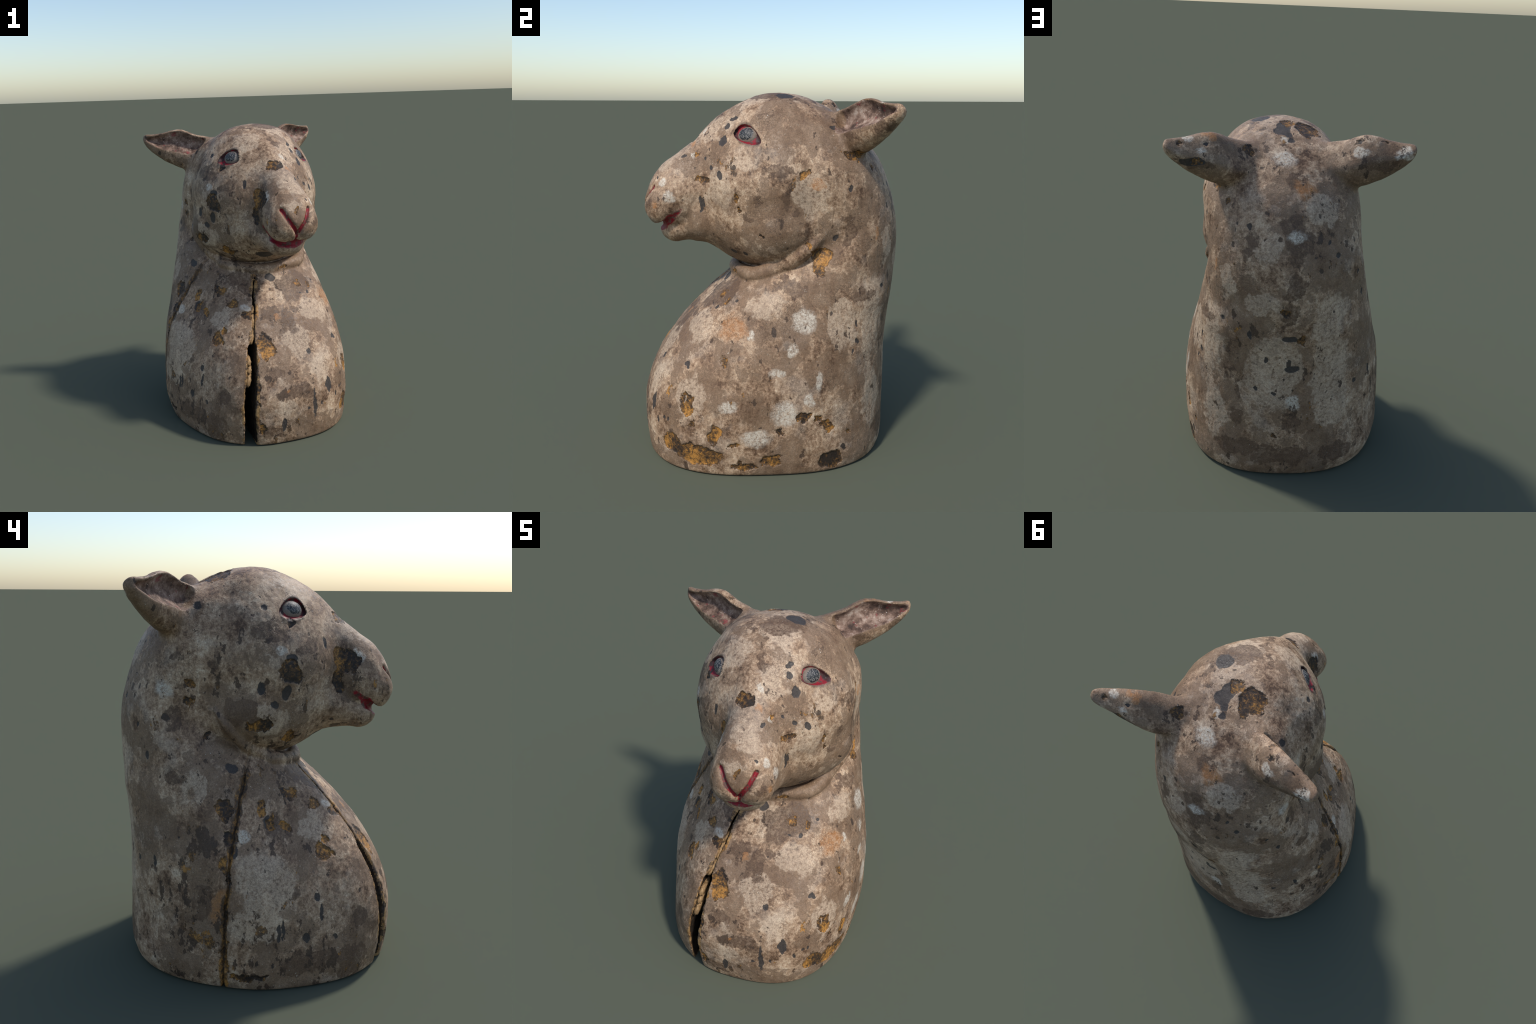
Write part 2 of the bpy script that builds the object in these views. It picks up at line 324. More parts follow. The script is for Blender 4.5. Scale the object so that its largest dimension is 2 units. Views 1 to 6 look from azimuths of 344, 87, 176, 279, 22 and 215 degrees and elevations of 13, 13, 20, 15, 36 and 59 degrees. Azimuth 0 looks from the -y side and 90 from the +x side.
# slate-dark spots where the primer shows
DARK = [
    (.031,.214,1.968,.046,.037), (.009,.285,1.936,.02,.044), (-.007,.33,1.909,.012,.027), (.262,-.261,1.748,.017,.031), (.186,-.605,1.556,.011,.011),
    (.25,-.357,1.432,.01,.036), (.44,.536,1.922,.012,.012), (.466,.445,.718,.008,.015), (.329,-.279,1.585,.013,.02), (.22,-.189,1.867,.013,.02),
    (.269,-.251,1.749,.021,.035), (.224,-.233,1.825,.018,.022), (.211,-.207,1.861,.015,.013), (.28,-.318,1.616,.015,.013),
    (.335,-.274,1.576,.012,.02), (.243,-.37,1.426,.012,.054), (.17,-.46,1.67,.014,.011), (.227,-.348,1.66,.009,.013), (.3,-.299,.868,.014,.017),
    (.367,-.191,.92,.012,.01), (.319,-.139,1.167,.016,.013), (.275,-.198,1.173,.024,.013), (.444,.387,1.523,.013,.023), (.432,.317,1.272,.013,.016),
    (.347,.588,.989,.014,.014), (.465,.435,.819,.009,.021), (.471,.437,.727,.009,.018), (.485,.417,.671,.007,.021), (.426,-.452,.586,.014,.023),
    (.2,-.595,.564,.013,.013), (.312,-.645,.354,.014,.038), (.368,-.627,.255,.01,.016), (.411,-.589,.284,.009,.009), (.433,-.568,.281,.009,.009),
    (.34,.31,1.823,.016,.013), (.155,.075,1.986,.052,.041), (-.31,-.186,1.417,.025,.035), (-.371,-.07,1.437,.016,.034), (-.345,-.136,1.359,.021,.016),
    (-.574,-.212,.317,.011,.054), (-.473,-.384,.356,.012,.07), (-.462,-.36,.44,.017,.029), (-.511,.427,.604,.012,.029), (-.403,.056,1.054,.025,.022),
    (-.312,.243,1.814,.02,.02), (-.3,-.209,1.577,.03,.022), (-.27,-.066,1.807,.019,.014), (-.529,-.321,.258,.02,.026), (-.132,-.347,1.64,.014,.032),
    (-.422,.48,1.113,.014,.02), (-.386,.53,1.254,.011,.017), (-.501,.06,.867,.016,.082), (-.569,.027,.698,.022,.041), (.062,-.24,.977,.035,.028),
    (.3,-.3,.867,.012,.016), (.243,-.318,.875,.009,.009), (.196,-.601,.556,.012,.017), (.195,-.706,.235,.015,.102), (-.022,-.726,.14,.015,.047),
    (.148,-.715,.221,.013,.013), (-.583,-.198,.304,.012,.053), (-.431,-.106,.806,.016,.079), (.306,-.654,.329,.019,.051), (.245,-.691,.229,.01,.014),
    (-.409,.071,1.06,.022,.022), (.009,-.311,1.166,.067,.027), (.047,.255,1.952,.044,.035), (.004,.33,1.91,.016,.04), (-.016,.702,.917,.043,.02),
    (-.041,.678,.724,.041,.023), (.201,.673,.929,.013,.031), (.105,.675,.772,.013,.013), (.156,.655,.589,.012,.012), (-.205,.632,1.448,.011,.014),
    (-.255,.625,1.378,.014,.014), (-.416,.538,.581,.014,.014), (.056,.669,.562,.015,.013), (.345,.59,.988,.012,.012), (.506,.572,1.835,.067,.024),
    (.416,-.459,.591,.023,.011), (.189,-.598,.562,.013,.014), (.301,-.296,.87,.014,.014), (.304,-.652,.341,.023,.03),]
# flaked-off paint: ochre wood lies open, a few millimetres deep
CHIP = [
    (-.002,.164,1.981,.044,.044), (-.123,.208,1.936,.031,.044), (-.367,.413,1.945,.02,.011), (.577,.567,1.927,.016,.013), (.47,.142,1.596,.024,.027),
    (.435,.261,1.175,.061,.049), (.453,.238,1.113,.032,.049), (.447,.186,1.237,.02,.02), (.396,-.19,1.472,.021,.024), (.392,-.176,1.411,.019,.019),
    (.239,-.378,1.554,.034,.019), (.187,-.4,1.674,.014,.018), (.52,-.258,.636,.026,.031), (.5,-.457,.381,.035,.061), (.524,-.431,.288,.021,.027),
    (.562,-.325,.241,.046,.068), (.45,-.555,.163,.076,.063), (.53,-.416,.129,.14,.07), (.582,.156,.353,.051,.027), (.566,.24,.332,.02,.026),
    (.55,.295,.266,.028,.046), (.591,.022,.266,.021,.017), (.506,.401,.224,.017,.013), (.582,-.201,.197,.026,.018), (.581,-.018,.105,.051,.04),
    (.572,-.151,.06,.078,.025), (.538,.309,.071,.073,.057), (.241,-.265,.923,.022,.018), (.33,-.243,.902,.021,.024), (.44,-.057,1.281,.017,.009),
    (.169,-.198,1.034,.028,.019), (.393,.412,1.691,.052,.02), (.329,.514,1.624,.01,.025), (-.059,-.447,1.555,.053,.071),
    (-.078,-.408,1.455,.035,.066), (-.307,-.212,1.5,.063,.055), (-.37,-.092,1.255,.071,.036), (-.212,-.194,1.172,.058,.029),
    (-.399,.263,1.462,.029,.023), (-.403,.274,1.37,.033,.019), (-.384,.194,1.208,.025,.017), (-.407,-.079,.88,.018,.056),
    (-.421,-.127,.799,.018,.051), (-.389,-.198,.77,.028,.04), (-.29,-.207,.91,.029,.035), (-.237,-.32,.847,.041,.033), (-.365,-.377,.629,.035,.04),
    (-.312,-.394,.686,.02,.02), (-.245,-.19,1.721,.015,.015), (-.494,.064,.886,.033,.069), (-.546,.045,.761,.025,.055), (-.608,.054,.611,.019,.082),
    (-.628,.052,.383,.017,.098), (-.64,.058,.19,.017,.087), (-.637,-.047,.074,.088,.02), (-.087,-.578,.622,.062,.102), (.047,-.404,1.747,.055,.028),
    (-.167,-.42,.788,.033,.027), (-.347,-.396,.637,.047,.04), (-.297,-.201,.907,.031,.041), (-.181,-.686,.385,.023,.09), (.106,-.661,1.51,.017,.029),
    (-.163,-.713,.123,.03,.05), (-.057,-.503,1.539,.025,.063), (-.085,.232,1.942,.05,.04), (.043,.675,.282,.02,.017), (-.08,.699,.916,.026,.026),
    (.013,.725,1.079,.033,.019), (.327,.514,1.626,.018,.015), (.496,.571,1.835,.024,.019), (-.071,.189,1.959,.066,.068), (.234,.408,1.884,.041,.036),
    (-.352,.416,1.932,.018,.02), (-.494,.431,1.941,.009,.009), (.502,-.458,.369,.033,.05),]

WOBBLE = ((7, .045, (2, 4, 8)), (22, .030, (0, 0, 0)), (80, .011, (7, 3, 5)))       # (noise scale, amplitude, offset) that frays every edge
def frayed(x, y, z):
    q = [x, y, z]
    for sc, am, off in WOBBLE:
        for a in range(3):
            q[a] = q[a] + am * noise(x, y, z, sc, 1, off=tuple(o + 11*a for o in off))
    return q
FRAY = {"PALE": 1.35, "BROWN": 1.4, "RUST": 1., "WHITE": .7, "DARK": .4, "CHIP": .95}      # how ragged each kind's edge is
def recentred(marks, k):
    """keep each mark where it was placed although fraying shifts the coordinates"""
    c = np.array([t[:3] for t in marks], float); q = np.stack(frayed(*c.T), 1); c = c + k*(q - c)
    return [(*map(float, a), t[3], t[4]) for a, t in zip(c, marks)]
PALE, BROWN, RUST = recentred(PALE, FRAY["PALE"]), recentred(BROWN, FRAY["BROWN"]), recentred(RUST, FRAY["RUST"])
WHITE, DARK, CHIP = recentred(WHITE, FRAY["WHITE"]), recentred(DARK, FRAY["DARK"]), recentred(CHIP, FRAY["CHIP"])
def nearest_mark(x, y, z, q, marks, k):
    """1 on the rim of a mark, smaller inside"""
    qx, qy, qz = (a + k*(b - a) for a, b in zip((x, y, z), q)); f = np.full(len(x), 9.)
    for cx, cy, cz, rh, rv in marks:
        f = np.minimum(f, np.sqrt(((qx-cx)/rh)**2 + ((qy-cy)/rh)**2 + ((qz-cz)/rv)**2))
    return f

H_MESH = .0066
V, Q = mesh_field(H_MESH, (-.74,-.80,-.06), (.74,.80,2.06))
V = project(V, H_MESH, 2)
V[:,2] = np.maximum(V[:,2], 0)

whole = bpy.data.meshes.new("whole")
whole.from_pydata(V.tolist(), [], Q.tolist()); whole.update()
NORM = np.empty(len(V)*3); whole.vertices.foreach_get("normal", NORM); NORM = NORM.reshape(-1, 3)
bpy.data.meshes.remove(whole)
# uneven hand carving, and paint flaked down to the wood
vx, vy, vz = V.T
lump = .0045*noise(vx, vy, vz, 7, 1, off=(1,5,2)) + .0016*noise(vx, vy, vz, 34, 1, off=(4,4,4)) + .0012*noise(vx, vy, vz*.25, 30, 1, off=(2,9,1))
vq = frayed(vx, vy, vz)
pit = .0055 * (1 - step(.86, 1.04, nearest_mark(vx, vy, vz, vq, CHIP, FRAY["CHIP"]))) + .0025 * (1 - step(.85, 1.05, nearest_mark(vx, vy, vz, vq, DARK, FRAY["DARK"])))
V = V - NORM * (lump + pit)[:, None] * step(.0, .03, vz)[:, None]
V[:,2] = np.maximum(V[:,2], 0)
whole = bpy.data.meshes.new("whole")
whole.from_pydata(V.tolist(), [], Q.tolist()); whole.update()
NORM = np.empty(len(V)*3); whole.vertices.foreach_get("normal", NORM); NORM = NORM.reshape(-1, 3)
bpy.data.meshes.remove(whole)

# region of every face
cen = V[Q].mean(1); cx, cy, cz = cen.T
hx, hy, T_, H_, E0_, E1_, C_ = parts(cx, cy, cz)
reg = np.where(cz < 1.02 + .12*(cy > 0)*np.clip(cy, 0, .7), 0, 1)                   # torso, neck
reg = np.where((H_ < T_ + .004) & (cz > 1.03), 2, reg)             # head
reg = np.where((C_ < .006) & (C_ < H_ - .002) & (C_ < T_ + .02), 3, reg)
reg = np.where(E0_ < np.minimum(T_, H_) , 4, reg)
reg = np.where(E1_ < np.minimum(T_, H_) , 5, reg)

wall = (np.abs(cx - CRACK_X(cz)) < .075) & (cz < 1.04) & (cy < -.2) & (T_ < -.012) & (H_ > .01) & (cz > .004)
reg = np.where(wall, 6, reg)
for e in (0, 1):
    t_, w_, n_ = ear_coords(cx, cy, cz, e)
    r0 = 4 + e
    dish = (t_ > .0) & (t_ < .95) & (w_ < E_UP(t_) - .017) & (w_ > -.058 + .035*step(.6, 1, t_)) & (n_ > -.03) & (n_ < E_FORE(t_) + .02) & ((E0_ if e == 0 else E1_) < .02)
    facing = (NORM[Q].mean(1) @ EARS[e][3]) > .1
    reg = np.where(dish & facing & (reg == r0), 7 + e, reg)
# ------------------------------------------------------------------ materials
class Graph:
    """small helper to wire shader nodes"""
    def __init__(self, name):
        self.mat = bpy.data.materials.new(name); self.mat.use_nodes = True
        self.nt = self.mat.node_tree; self.bsdf = self.nt.nodes["Principled BSDF"]
        self.pos = self.new("ShaderNodeTexCoord").outputs["Object"]
    def new(self, kind, **kw):
        n = self.nt.nodes.new(kind)
        for k, v in kw.items(): setattr(n, k, v)
        return n
    def put(self, sock, v):
        if isinstance(v, bpy.types.NodeSocket): self.nt.links.new(v, sock)
        else: sock.default_value = v
    def math(self, op, a, b=0., c=0., clamp=False):
        n = self.new("ShaderNodeMath", operation=op, use_clamp=clamp)
        for i, v in enumerate((a, b, c)): self.put(n.inputs[i], v)
        return n.outputs[0]
    def vec(self, op, a, b=(0, 0, 0), c=(0, 0, 0)):
        n = self.new("ShaderNodeVectorMath", operation=op)
        for i, v in enumerate((a, b, c)): self.put(n.inputs[i], v)
        return n.outputs["Value" if op in ("LENGTH", "DOT_PRODUCT", "DISTANCE") else "Vector"]
    def noise(self, scale, detail=2., rough=.5, off=None, stretch=None, col=False):
        p = self.pos
        if stretch: p = self.vec("MULTIPLY", p, stretch)
        if off: p = self.vec("ADD", p, off)
        n = self.new("ShaderNodeTexNoise"); self.put(n.inputs["Vector"], p)
        n.inputs["Scale"].default_value = scale; n.inputs["Detail"].default_value = detail; n.inputs["Roughness"].default_value = rough
        return n.outputs["Color" if col else "Fac"]
    def voronoi(self, scale, feature="F1", vector=None, stretch=None, out="Distance", rnd=1.):
        p = vector or self.pos
        if stretch: p = self.vec("MULTIPLY", p, stretch)
        n = self.new("ShaderNodeTexVoronoi", feature=feature); self.put(n.inputs["Vector"], p)
        n.inputs["Scale"].default_value = scale; n.inputs["Randomness"].default_value = rnd
        return n.outputs[out], n
    def ramp(self, v, a, b, lo=0., hi=1.):
        n = self.new("ShaderNodeMapRange", interpolation_type="SMOOTHSTEP")
        self.put(n.inputs["Value"], v); vals = (a, b, lo, hi)
        for k, q in zip(("From Min", "From Max", "To Min", "To Max"), vals): n.inputs[k].default_value = q
        if a > b:
            n.inputs["From Min"].default_value, n.inputs["From Max"].default_value = b, a
            n.inputs["To Min"].default_value, n.inputs["To Max"].default_value = hi, lo
        return n.outputs["Result"]
    def colors(self, v, stops):
        n = self.new("ShaderNodeValToRGB"); self.put(n.inputs["Fac"], v); e = n.color_ramp.elements
        while len(e) < len(stops): e.new(.5)
        for el, (t, c) in zip(e, stops): el.position = t; el.color = (*c, 1)
        return n.outputs["Color"]
    def mix(self, fac, a, b, mode="MIX"):
        n = self.new("ShaderNodeMix", data_type="RGBA", blend_type=mode)
        self.put(n.inputs["Factor"], fac)
        for sock, v in ((n.inputs[6], a), (n.inputs[7], b)): self.put(sock, (*v, 1) if isinstance(v, tuple) else v)
        return n.outputs[2]
    def fray(self):
        total = None
        for sc, am, off in WOBBLE:
            comb = self.new("ShaderNodeCombineXYZ")
            for a in range(3):
                f = self.noise(sc, 1., .5, off=tuple(o + 11*a for o in off))
                self.put(comb.inputs[a], self.math("MULTIPLY_ADD", f, 2*am, -am))
            total = comb.outputs[0] if total is None else self.vec("ADD", total, comb.outputs[0])
        return total
    def marks(self, fray, kind, marks, zone):
        k = FRAY[kind]; q = self.vec("MULTIPLY_ADD", fray, (k, k, k), self.pos); f = None
        for cx, cy, cz, rh, rv in marks:
            if not (zone[0] - rv*1.3 - .06 < cz < zone[1] + rv*1.3 + .06): continue
            d = self.vec("LENGTH", self.vec("MULTIPLY_ADD", q, (1/rh, 1/rh, 1/rv), (-cx/rh, -cy/rh, -cz/rv)))
            f = d if f is None else self.math("MINIMUM", f, d)
        return f if f is not None else 9.
    def segment(self, p, a, b):
        """distance from p to the segment a-b"""
        ab = Vector(b) - Vector(a)
        pa = self.vec("SUBTRACT", p, tuple(a))
        t = self.math("MULTIPLY", self.vec("DOT_PRODUCT", pa, tuple(ab)), 1/ab.length_squared, clamp=True)
        n = self.new("ShaderNodeVectorMath", operation="SCALE"); n.inputs[0].default_value = tuple(ab); self.put(n.inputs["Scale"], t)
        return self.vec("DISTANCE", pa, n.outputs[0])

RED = (.30, .012, .022)

def weathered_paint(name, zone, face=False, dirt=0.):
    g = Graph(name); m = g.math
    px = g.new("ShaderNodeSeparateXYZ"); g.put(px.inputs[0], g.pos)
    fr = g.fray(); q = g.vec("MULTIPLY_ADD", fr, (.5, .5, .5), g.pos)
    big = g.noise(3.2, 3., .6, off=(5, 1, 3)); mid = g.noise(9., 5., .68, off=(2, 7, 4)); fine = g.noise(55., 4., .72, off=(1, 1, 8))
    grain = g.noise(16., 4., .65, stretch=(1, 1, .28), off=(3, 3, 3))
    # cream paint, greyed and warmed in clouds
    tone = m("ADD", m("MULTIPLY", mid, .46), m("ADD", m("MULTIPLY", fine, .32), m("MULTIPLY", grain, .22)))
    tone = m("MULTIPLY_ADD", tone, 1.25, -.125)
    col = g.colors(tone, [(.37, (.105, .060, .036)), (.44, (.235, .150, .096)), (.51, (.385, .268, .182)), (.58, (.540, .406, .295)), (.66, (.70, .565, .44))])
    cool = g.ramp(g.noise(5., 3., .6, off=(9, 2, 6)), .50, .66)
    col = g.mix(m("MULTIPLY", cool, .30), col, g.mix(fine, (.30, .255, .215), (.54, .485, .43)))
    # brown grime in soft sheets with a frayed edge
    grime = m("MULTIPLY", g.ramp(m("ADD", big, m("MULTIPLY", m("SUBTRACT", mid, .5), .9)), .462 - dirt, .530 - dirt), g.ramp(fine, .25, .6, .45, .85))
    col = g.mix(grime, col, g.mix(mid, (.100, .060, .037), (.225, .146, .094)))
    # placed patches
    f = g.marks(fr, "PALE", PALE, zone)
    pm = m("MULTIPLY", g.ramp(m("ADD", f, m("MULTIPLY", m("SUBTRACT", grain, .5), 1.1)), 1.12, .88), g.ramp(fine, .36, .56, .18, .64))
    col = g.mix(pm, col, g.mix(grain, (.45, .345, .258), (.68, .55, .43)))
    f = g.marks(fr, "BROWN", BROWN, zone)
    bm_ = m("MULTIPLY", g.ramp(m("ADD", f, m("MULTIPLY", m("SUBTRACT", grain, .5), 1.0)), 1.06, .94), g.ramp(fine, .3, .62, .95, .6))
    col = g.mix(bm_, col, g.mix(mid, (.065, .039, .026), (.150, .093, .060)))
    f = g.marks(fr, "RUST", RUST, zone)
    col = g.mix(m("MULTIPLY", g.ramp(f, 1.15, .6), g.ramp(fine, .3, .6, .75, .35)), col, (.42, .19, .065))
    f = g.marks(fr, "WHITE", WHITE, zone)
    wm = m("MULTIPLY", g.ramp(f, 1.15, .60), g.ramp(g.noise(70., 4., .75, off=(4, 4, 1)), .32, .60, .10, .95))
    col = g.mix(wm, col, (.60, .545, .48))
    # paint crackle, in some areas only
    wob = g.vec("ADD", g.pos, g.vec("MULTIPLY", g.noise(30., 2., .6, col=True), (.03, .03, .03)))
    ed, _ = g.voronoi(58., "DISTANCE_TO_EDGE", vector=wob)
    crk = m("MULTIPLY", g.ramp(ed, .055, .0), g.ramp(g.noise(5.5, 3., .6, off=(6, 6, 2)), .48, .62))
    col = g.mix(m("MULTIPLY", crk, .45), col, (.05, .034, .025))
    # specks: white dust and small pits of slate or brown, drawn out downwards
    sd, sn = g.voronoi(80., vector=q); sel = g.new("ShaderNodeSeparateColor"); g.put(sel.inputs[0], sn.outputs["Color"])
    spk = m("MULTIPLY", g.ramp(sd, .20, .10), m("GREATER_THAN", sel.outputs[0], .70))
    spk = m("MULTIPLY", spk, m("MULTIPLY", g.ramp(big, .42, .58), g.ramp(mid, .45, .6)))
    col = g.mix(m("MULTIPLY", spk, .8), col, (.62, .58, .53))
    pd, pn = g.voronoi(13., vector=q, stretch=(1, 1, .62)); ps = g.new("ShaderNodeSeparateColor"); g.put(ps.inputs[0], pn.outputs["Color"])
    rad = m("MULTIPLY", m("POWER", ps.outputs[1], 2.5), .24)
    small = m("MULTIPLY", g.ramp(m("SUBTRACT", pd, rad), .03, -.02), m("GREATER_THAN", ps.outputs[0], .42))
    pd2, pn2 = g.voronoi(30., vector=q, stretch=(1, 1, .6)); ps2 = g.new("ShaderNodeSeparateColor"); g.put(ps2.inputs[0], pn2.outputs["Color"])
    tiny = m("MULTIPLY", g.ramp(m("SUBTRACT", pd2, m("MULTIPLY", ps2.outputs[1], .2)), .03, -.05), m("MULTIPLY", m("GREATER_THAN", ps2.outputs[0], .60), g.ramp(m("MULTIPLY_ADD", px.outputs[0], -.05, mid), .43, .53)))
    pits = m("MAXIMUM", small, m("MULTIPLY", tiny, .85))
    col = g.mix(m("MULTIPLY", pits, .92), col, g.mix(ps.outputs[2], (.034, .029, .028), (.085, .052, .034)))
    bl = m("ADD", m("ADD", m("MULTIPLY_ADD", px.outputs[0], -.07, -.014), g.ramp(px.outputs[1], .2, .6, 0., -.02)), m("ADD", g.noise(17., 5., .66, stretch=(1, 1, .6), off=(7, 7, 1)), m("MULTIPLY", m("SUBTRACT", g.noise(2.6, 1., .5, off=(1, 8, 8)), .5), .35)))
    blot = g.ramp(bl, .612, .630)
    rare = g.ramp(g.noise(5.5, 1., .5, off=(3, 9, 3)), .56, .60)
    mott = g.noise(52., 4., .78, off=(8, 3, 1)); mott = m("ADD", mott, m("MULTIPLY", m("SUBTRACT", g.noise(8., 1., .5, off=(2, 6, 2)), .535), .62))
    ochre = g.colors(mott, [(.34, (.030, .021, .016)), (.44, (.078, .045, .024)), (.53, (.190, .098, .031)), (.64, (.44, .215, .052))])
    col = g.mix(m("MULTIPLY", blot, .88), col, g.mix(rare, g.mix(mid, (.030, .022, .018), (.105, .064, .042)), ochre))
    fd = g.marks(fr, "DARK", DARK, zone); dm = g.ramp(fd, 1.07, .93)
    col = g.mix(m("MULTIPLY", dm, .94), col, g.mix(fine, (.026, .024, .025), (.062, .054, .052)))
    # flaked places: mottled ochre wood inside a dark rim
    fc = g.marks(fr, "CHIP", CHIP, zone); cm = g.ramp(fc, 1.06, .97)
    wood = ochre
    wood = g.mix(g.ramp(fc, .90, 1.03, 0., .75), wood, (.040, .026, .018))
    col = g.mix(cm, col, wood)
    if zone[0] < 0:
        qs = g.new("ShaderNodeSeparateXYZ"); g.put(qs.inputs[0], g.vec("MULTIPLY_ADD", fr, (.35, .35, .35), g.pos))
        def line(path, a, across):
            """distance to a drawn line, measured in the plane (across, z)"""
            c2 = g.new("ShaderNodeCombineXYZ"); g.put(c2.inputs[0], qs.outputs[across]); g.put(c2.inputs[2], qs.outputs[2]); d = None
            for z0, z1 in zip(a[:-1], a[1:]):
                v0, v1 = (float(path(np.array(z))) for z in (z0, z1)); e = g.segment(c2.outputs[0], (v0, 0, z0), (v1, 0, z1))
                d = e if d is None else m("MINIMUM", d, e)
            return d
        seam = line(SEAM_Y, (0, .3, .6, .88, 1.15), 1); left = m("LESS_THAN", px.outputs[0], -.2)
        rot = m("MULTIPLY", g.noise(11., 3., .65, stretch=(1, 1, .5), off=(4, 1, 7)), .075)
        sm = m("MULTIPLY", g.ramp(m("SUBTRACT", seam, m("SUBTRACT", rot, .023)), .008, -.003), left)
        col = g.mix(m("MULTIPLY", sm, .9), col, ochre)
        col = g.mix(m("MULTIPLY", m("MULTIPLY", g.ramp(seam, .007, .002), left), .65), col, (.020, .014, .011))
        edge_ = line(CRACK_X, (0, .2, .36, .5, .6, .7, .89, 1.02), 0); chest = m("LESS_THAN", px.outputs[1], -.15)
        wide = g.ramp(px.outputs[2], .45, .72, .030, 0.)
        em_ = m("MULTIPLY", g.ramp(m("SUBTRACT", m("SUBTRACT", edge_, wide), m("SUBTRACT", rot, .022)), .006, -.002), chest)
        bright = g.mix(g.ramp(g.noise(26., 3., .7, off=(9, 9, 2)), .45, .6), ochre, (.40, .245, .105))
        col = g.mix(m("MULTIPLY", em_, .9), col, bright)
    col = g.mix(.55, col, g.mix(g.ramp(g.noise(150., 3., .75, off=(6, 1, 4)), .36, .64), (.36, .36, .36), (.74, .73, .72)), "OVERLAY")
    col = g.mix(1., col, (.93, .885, .81), "MULTIPLY")
    rough = g.ramp(fine, .3, .7, .46, .74)
    red = None
    if face:
        hp = g.vec("ADD", g.pos, (-HEAD[0], -HEAD[1], 0))
        hx_ = g.vec("DOT_PRODUCT", hp, (HC, HS, 0)); hy_ = m("ADD", g.vec("DOT_PRODUCT", hp, (-HS, HC, 0)), HEAD[1])
        sp = g.new("ShaderNodeSeparateXYZ"); g.put(sp.inputs[0], g.pos); z_ = sp.outputs[2]
        def join(a, b, c):
            n = g.new("ShaderNodeCombineXYZ"); [g.put(n.inputs[i], v) for i, v in enumerate((a, b, c))]; return n.outputs[0]
        edge = m("MULTIPLY", m("SUBTRACT", g.noise(60., 2., .6, off=(3, 1, 9)), .5), .010)
        ax = m("ABSOLUTE", hx_); flat = join(ax, 0., z_); full = join(ax, hy_, z_)
        dn = m("MINIMUM", *[g.segment(flat, (a[0], 0, a[1]), (b[0], 0, b[1])) for a, b in zip(NOSTRIL[:-1], NOSTRIL[1:])])
        dn = m("MINIMUM", dn, m("ADD", g.segment(flat, (0, 0, 1.362), (0, 0, 1.32)), .004))
        front = m("LESS_THAN", hy_, -.5)
        red = m("MULTIPLY", g.ramp(m("ADD", dn, edge), .0145, .0095), front)
        half = MOUTH[3:]; dmo = None
        for a, b in zip(half[:-1], half[1:]):
            e = m("SUBTRACT", g.segment(full, a[:3], b[:3]), (a[3] + b[3])*.5)
            dmo = e if dmo is None else m("MINIMUM", dmo, e)
        red = m("MAXIMUM", red, g.ramp(m("ADD", dmo, edge), .012, .005))
        for s_, c in enumerate(EYE):
            u = m("MULTIPLY", m("SUBTRACT", hy_, c[1] - .017), 1/.063); u2 = m("MULTIPLY", u, u)
            v = m("ADD", m("MULTIPLY_ADD", u2, .018, m("SUBTRACT", z_, c[2] - .004)), m("MULTIPLY", u, .014 if s_ == 0 else -.004))
            lens = m("POWER", m("MAXIMUM", m("SUBTRACT", 1.05, u2), 0.), .75)
            mm = m("DIVIDE", m("ABSOLUTE", v), m("MULTIPLY_ADD", lens, .045, .001))
            side = m("GREATER_THAN", m("MULTIPLY", hx_, 1 if s_ == 0 else -1), .1)
            em = m("MULTIPLY", g.ramp(m("ADD", mm, m("MULTIPLY", edge, 18.)), 1.05, .95), m("MULTIPLY", side, m("LESS_THAN", u2, 1.0)))
            col = g.mix(m("MULTIPLY", m("MULTIPLY", g.ramp(mm, 1.45, 1.05), m("MULTIPLY", side, m("LESS_THAN", u2, 1.0))), .6), col, (.06, .04, .035))
            red = m("MAXIMUM", red, em); corner = m("MULTIPLY", em, g.ramp(m("ABSOLUTE", u), .52, .80)); dark_ = corner if s_ == 0 else m("MAXIMUM", dark_, corner)
        worn = g.ramp(g.noise(34., 3., .65, off=(2, 2, 5)), .40, .50, .35, 1.)
        col = g.mix(m("MULTIPLY", red, worn), col, g.mix(fine, (.13, .006, .011), (.34, .014, .026)))
        col = g.mix(m("MULTIPLY", red, m("SUBTRACT", 1., worn)), col, (.035, .02, .02))
        col = g.mix(m("MULTIPLY", dark_, .85), col, (.030, .018, .017))
    g.put(g.bsdf.inputs["Base Color"], col); g.put(g.bsdf.inputs["Roughness"], rough)
    g.bsdf.inputs["Specular IOR Level"].default_value = .36
    hgt = m("ADD", m("MULTIPLY", fine, .5), m("MULTIPLY", grain, .35))
    hgt = m("SUBTRACT", hgt, m("MULTIPLY", m("MAXIMUM", pits, blot), .40)); hgt = m("SUBTRACT", hgt, m("MULTIPLY", crk, .3))
    hgt = m("ADD", m("SUBTRACT", hgt, m("MULTIPLY", cm, m("MULTIPLY_ADD", mott, -.5, .9))), m("MULTIPLY", m("MAXIMUM", pm, wm), .12))
    b = g.new("ShaderNodeBump"); b.inputs["Strength"].default_value = .55; b.inputs["Distance"].default_value = .006
    g.put(b.inputs["Height"], hgt); g.put(g.bsdf.inputs["Normal"], b.outputs[0])
    return g.mat

PAINT_TORSO = weathered_paint("weathered_paint_torso", (-.1, 1.15))
PAINT_NECK = weathered_paint("weathered_paint_neck", (.95, 1.9))
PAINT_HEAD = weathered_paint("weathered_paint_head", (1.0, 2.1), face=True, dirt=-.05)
PAINT_EAR = weathered_paint("weathered_paint_ear", (1.6, 2.1), dirt=.03)

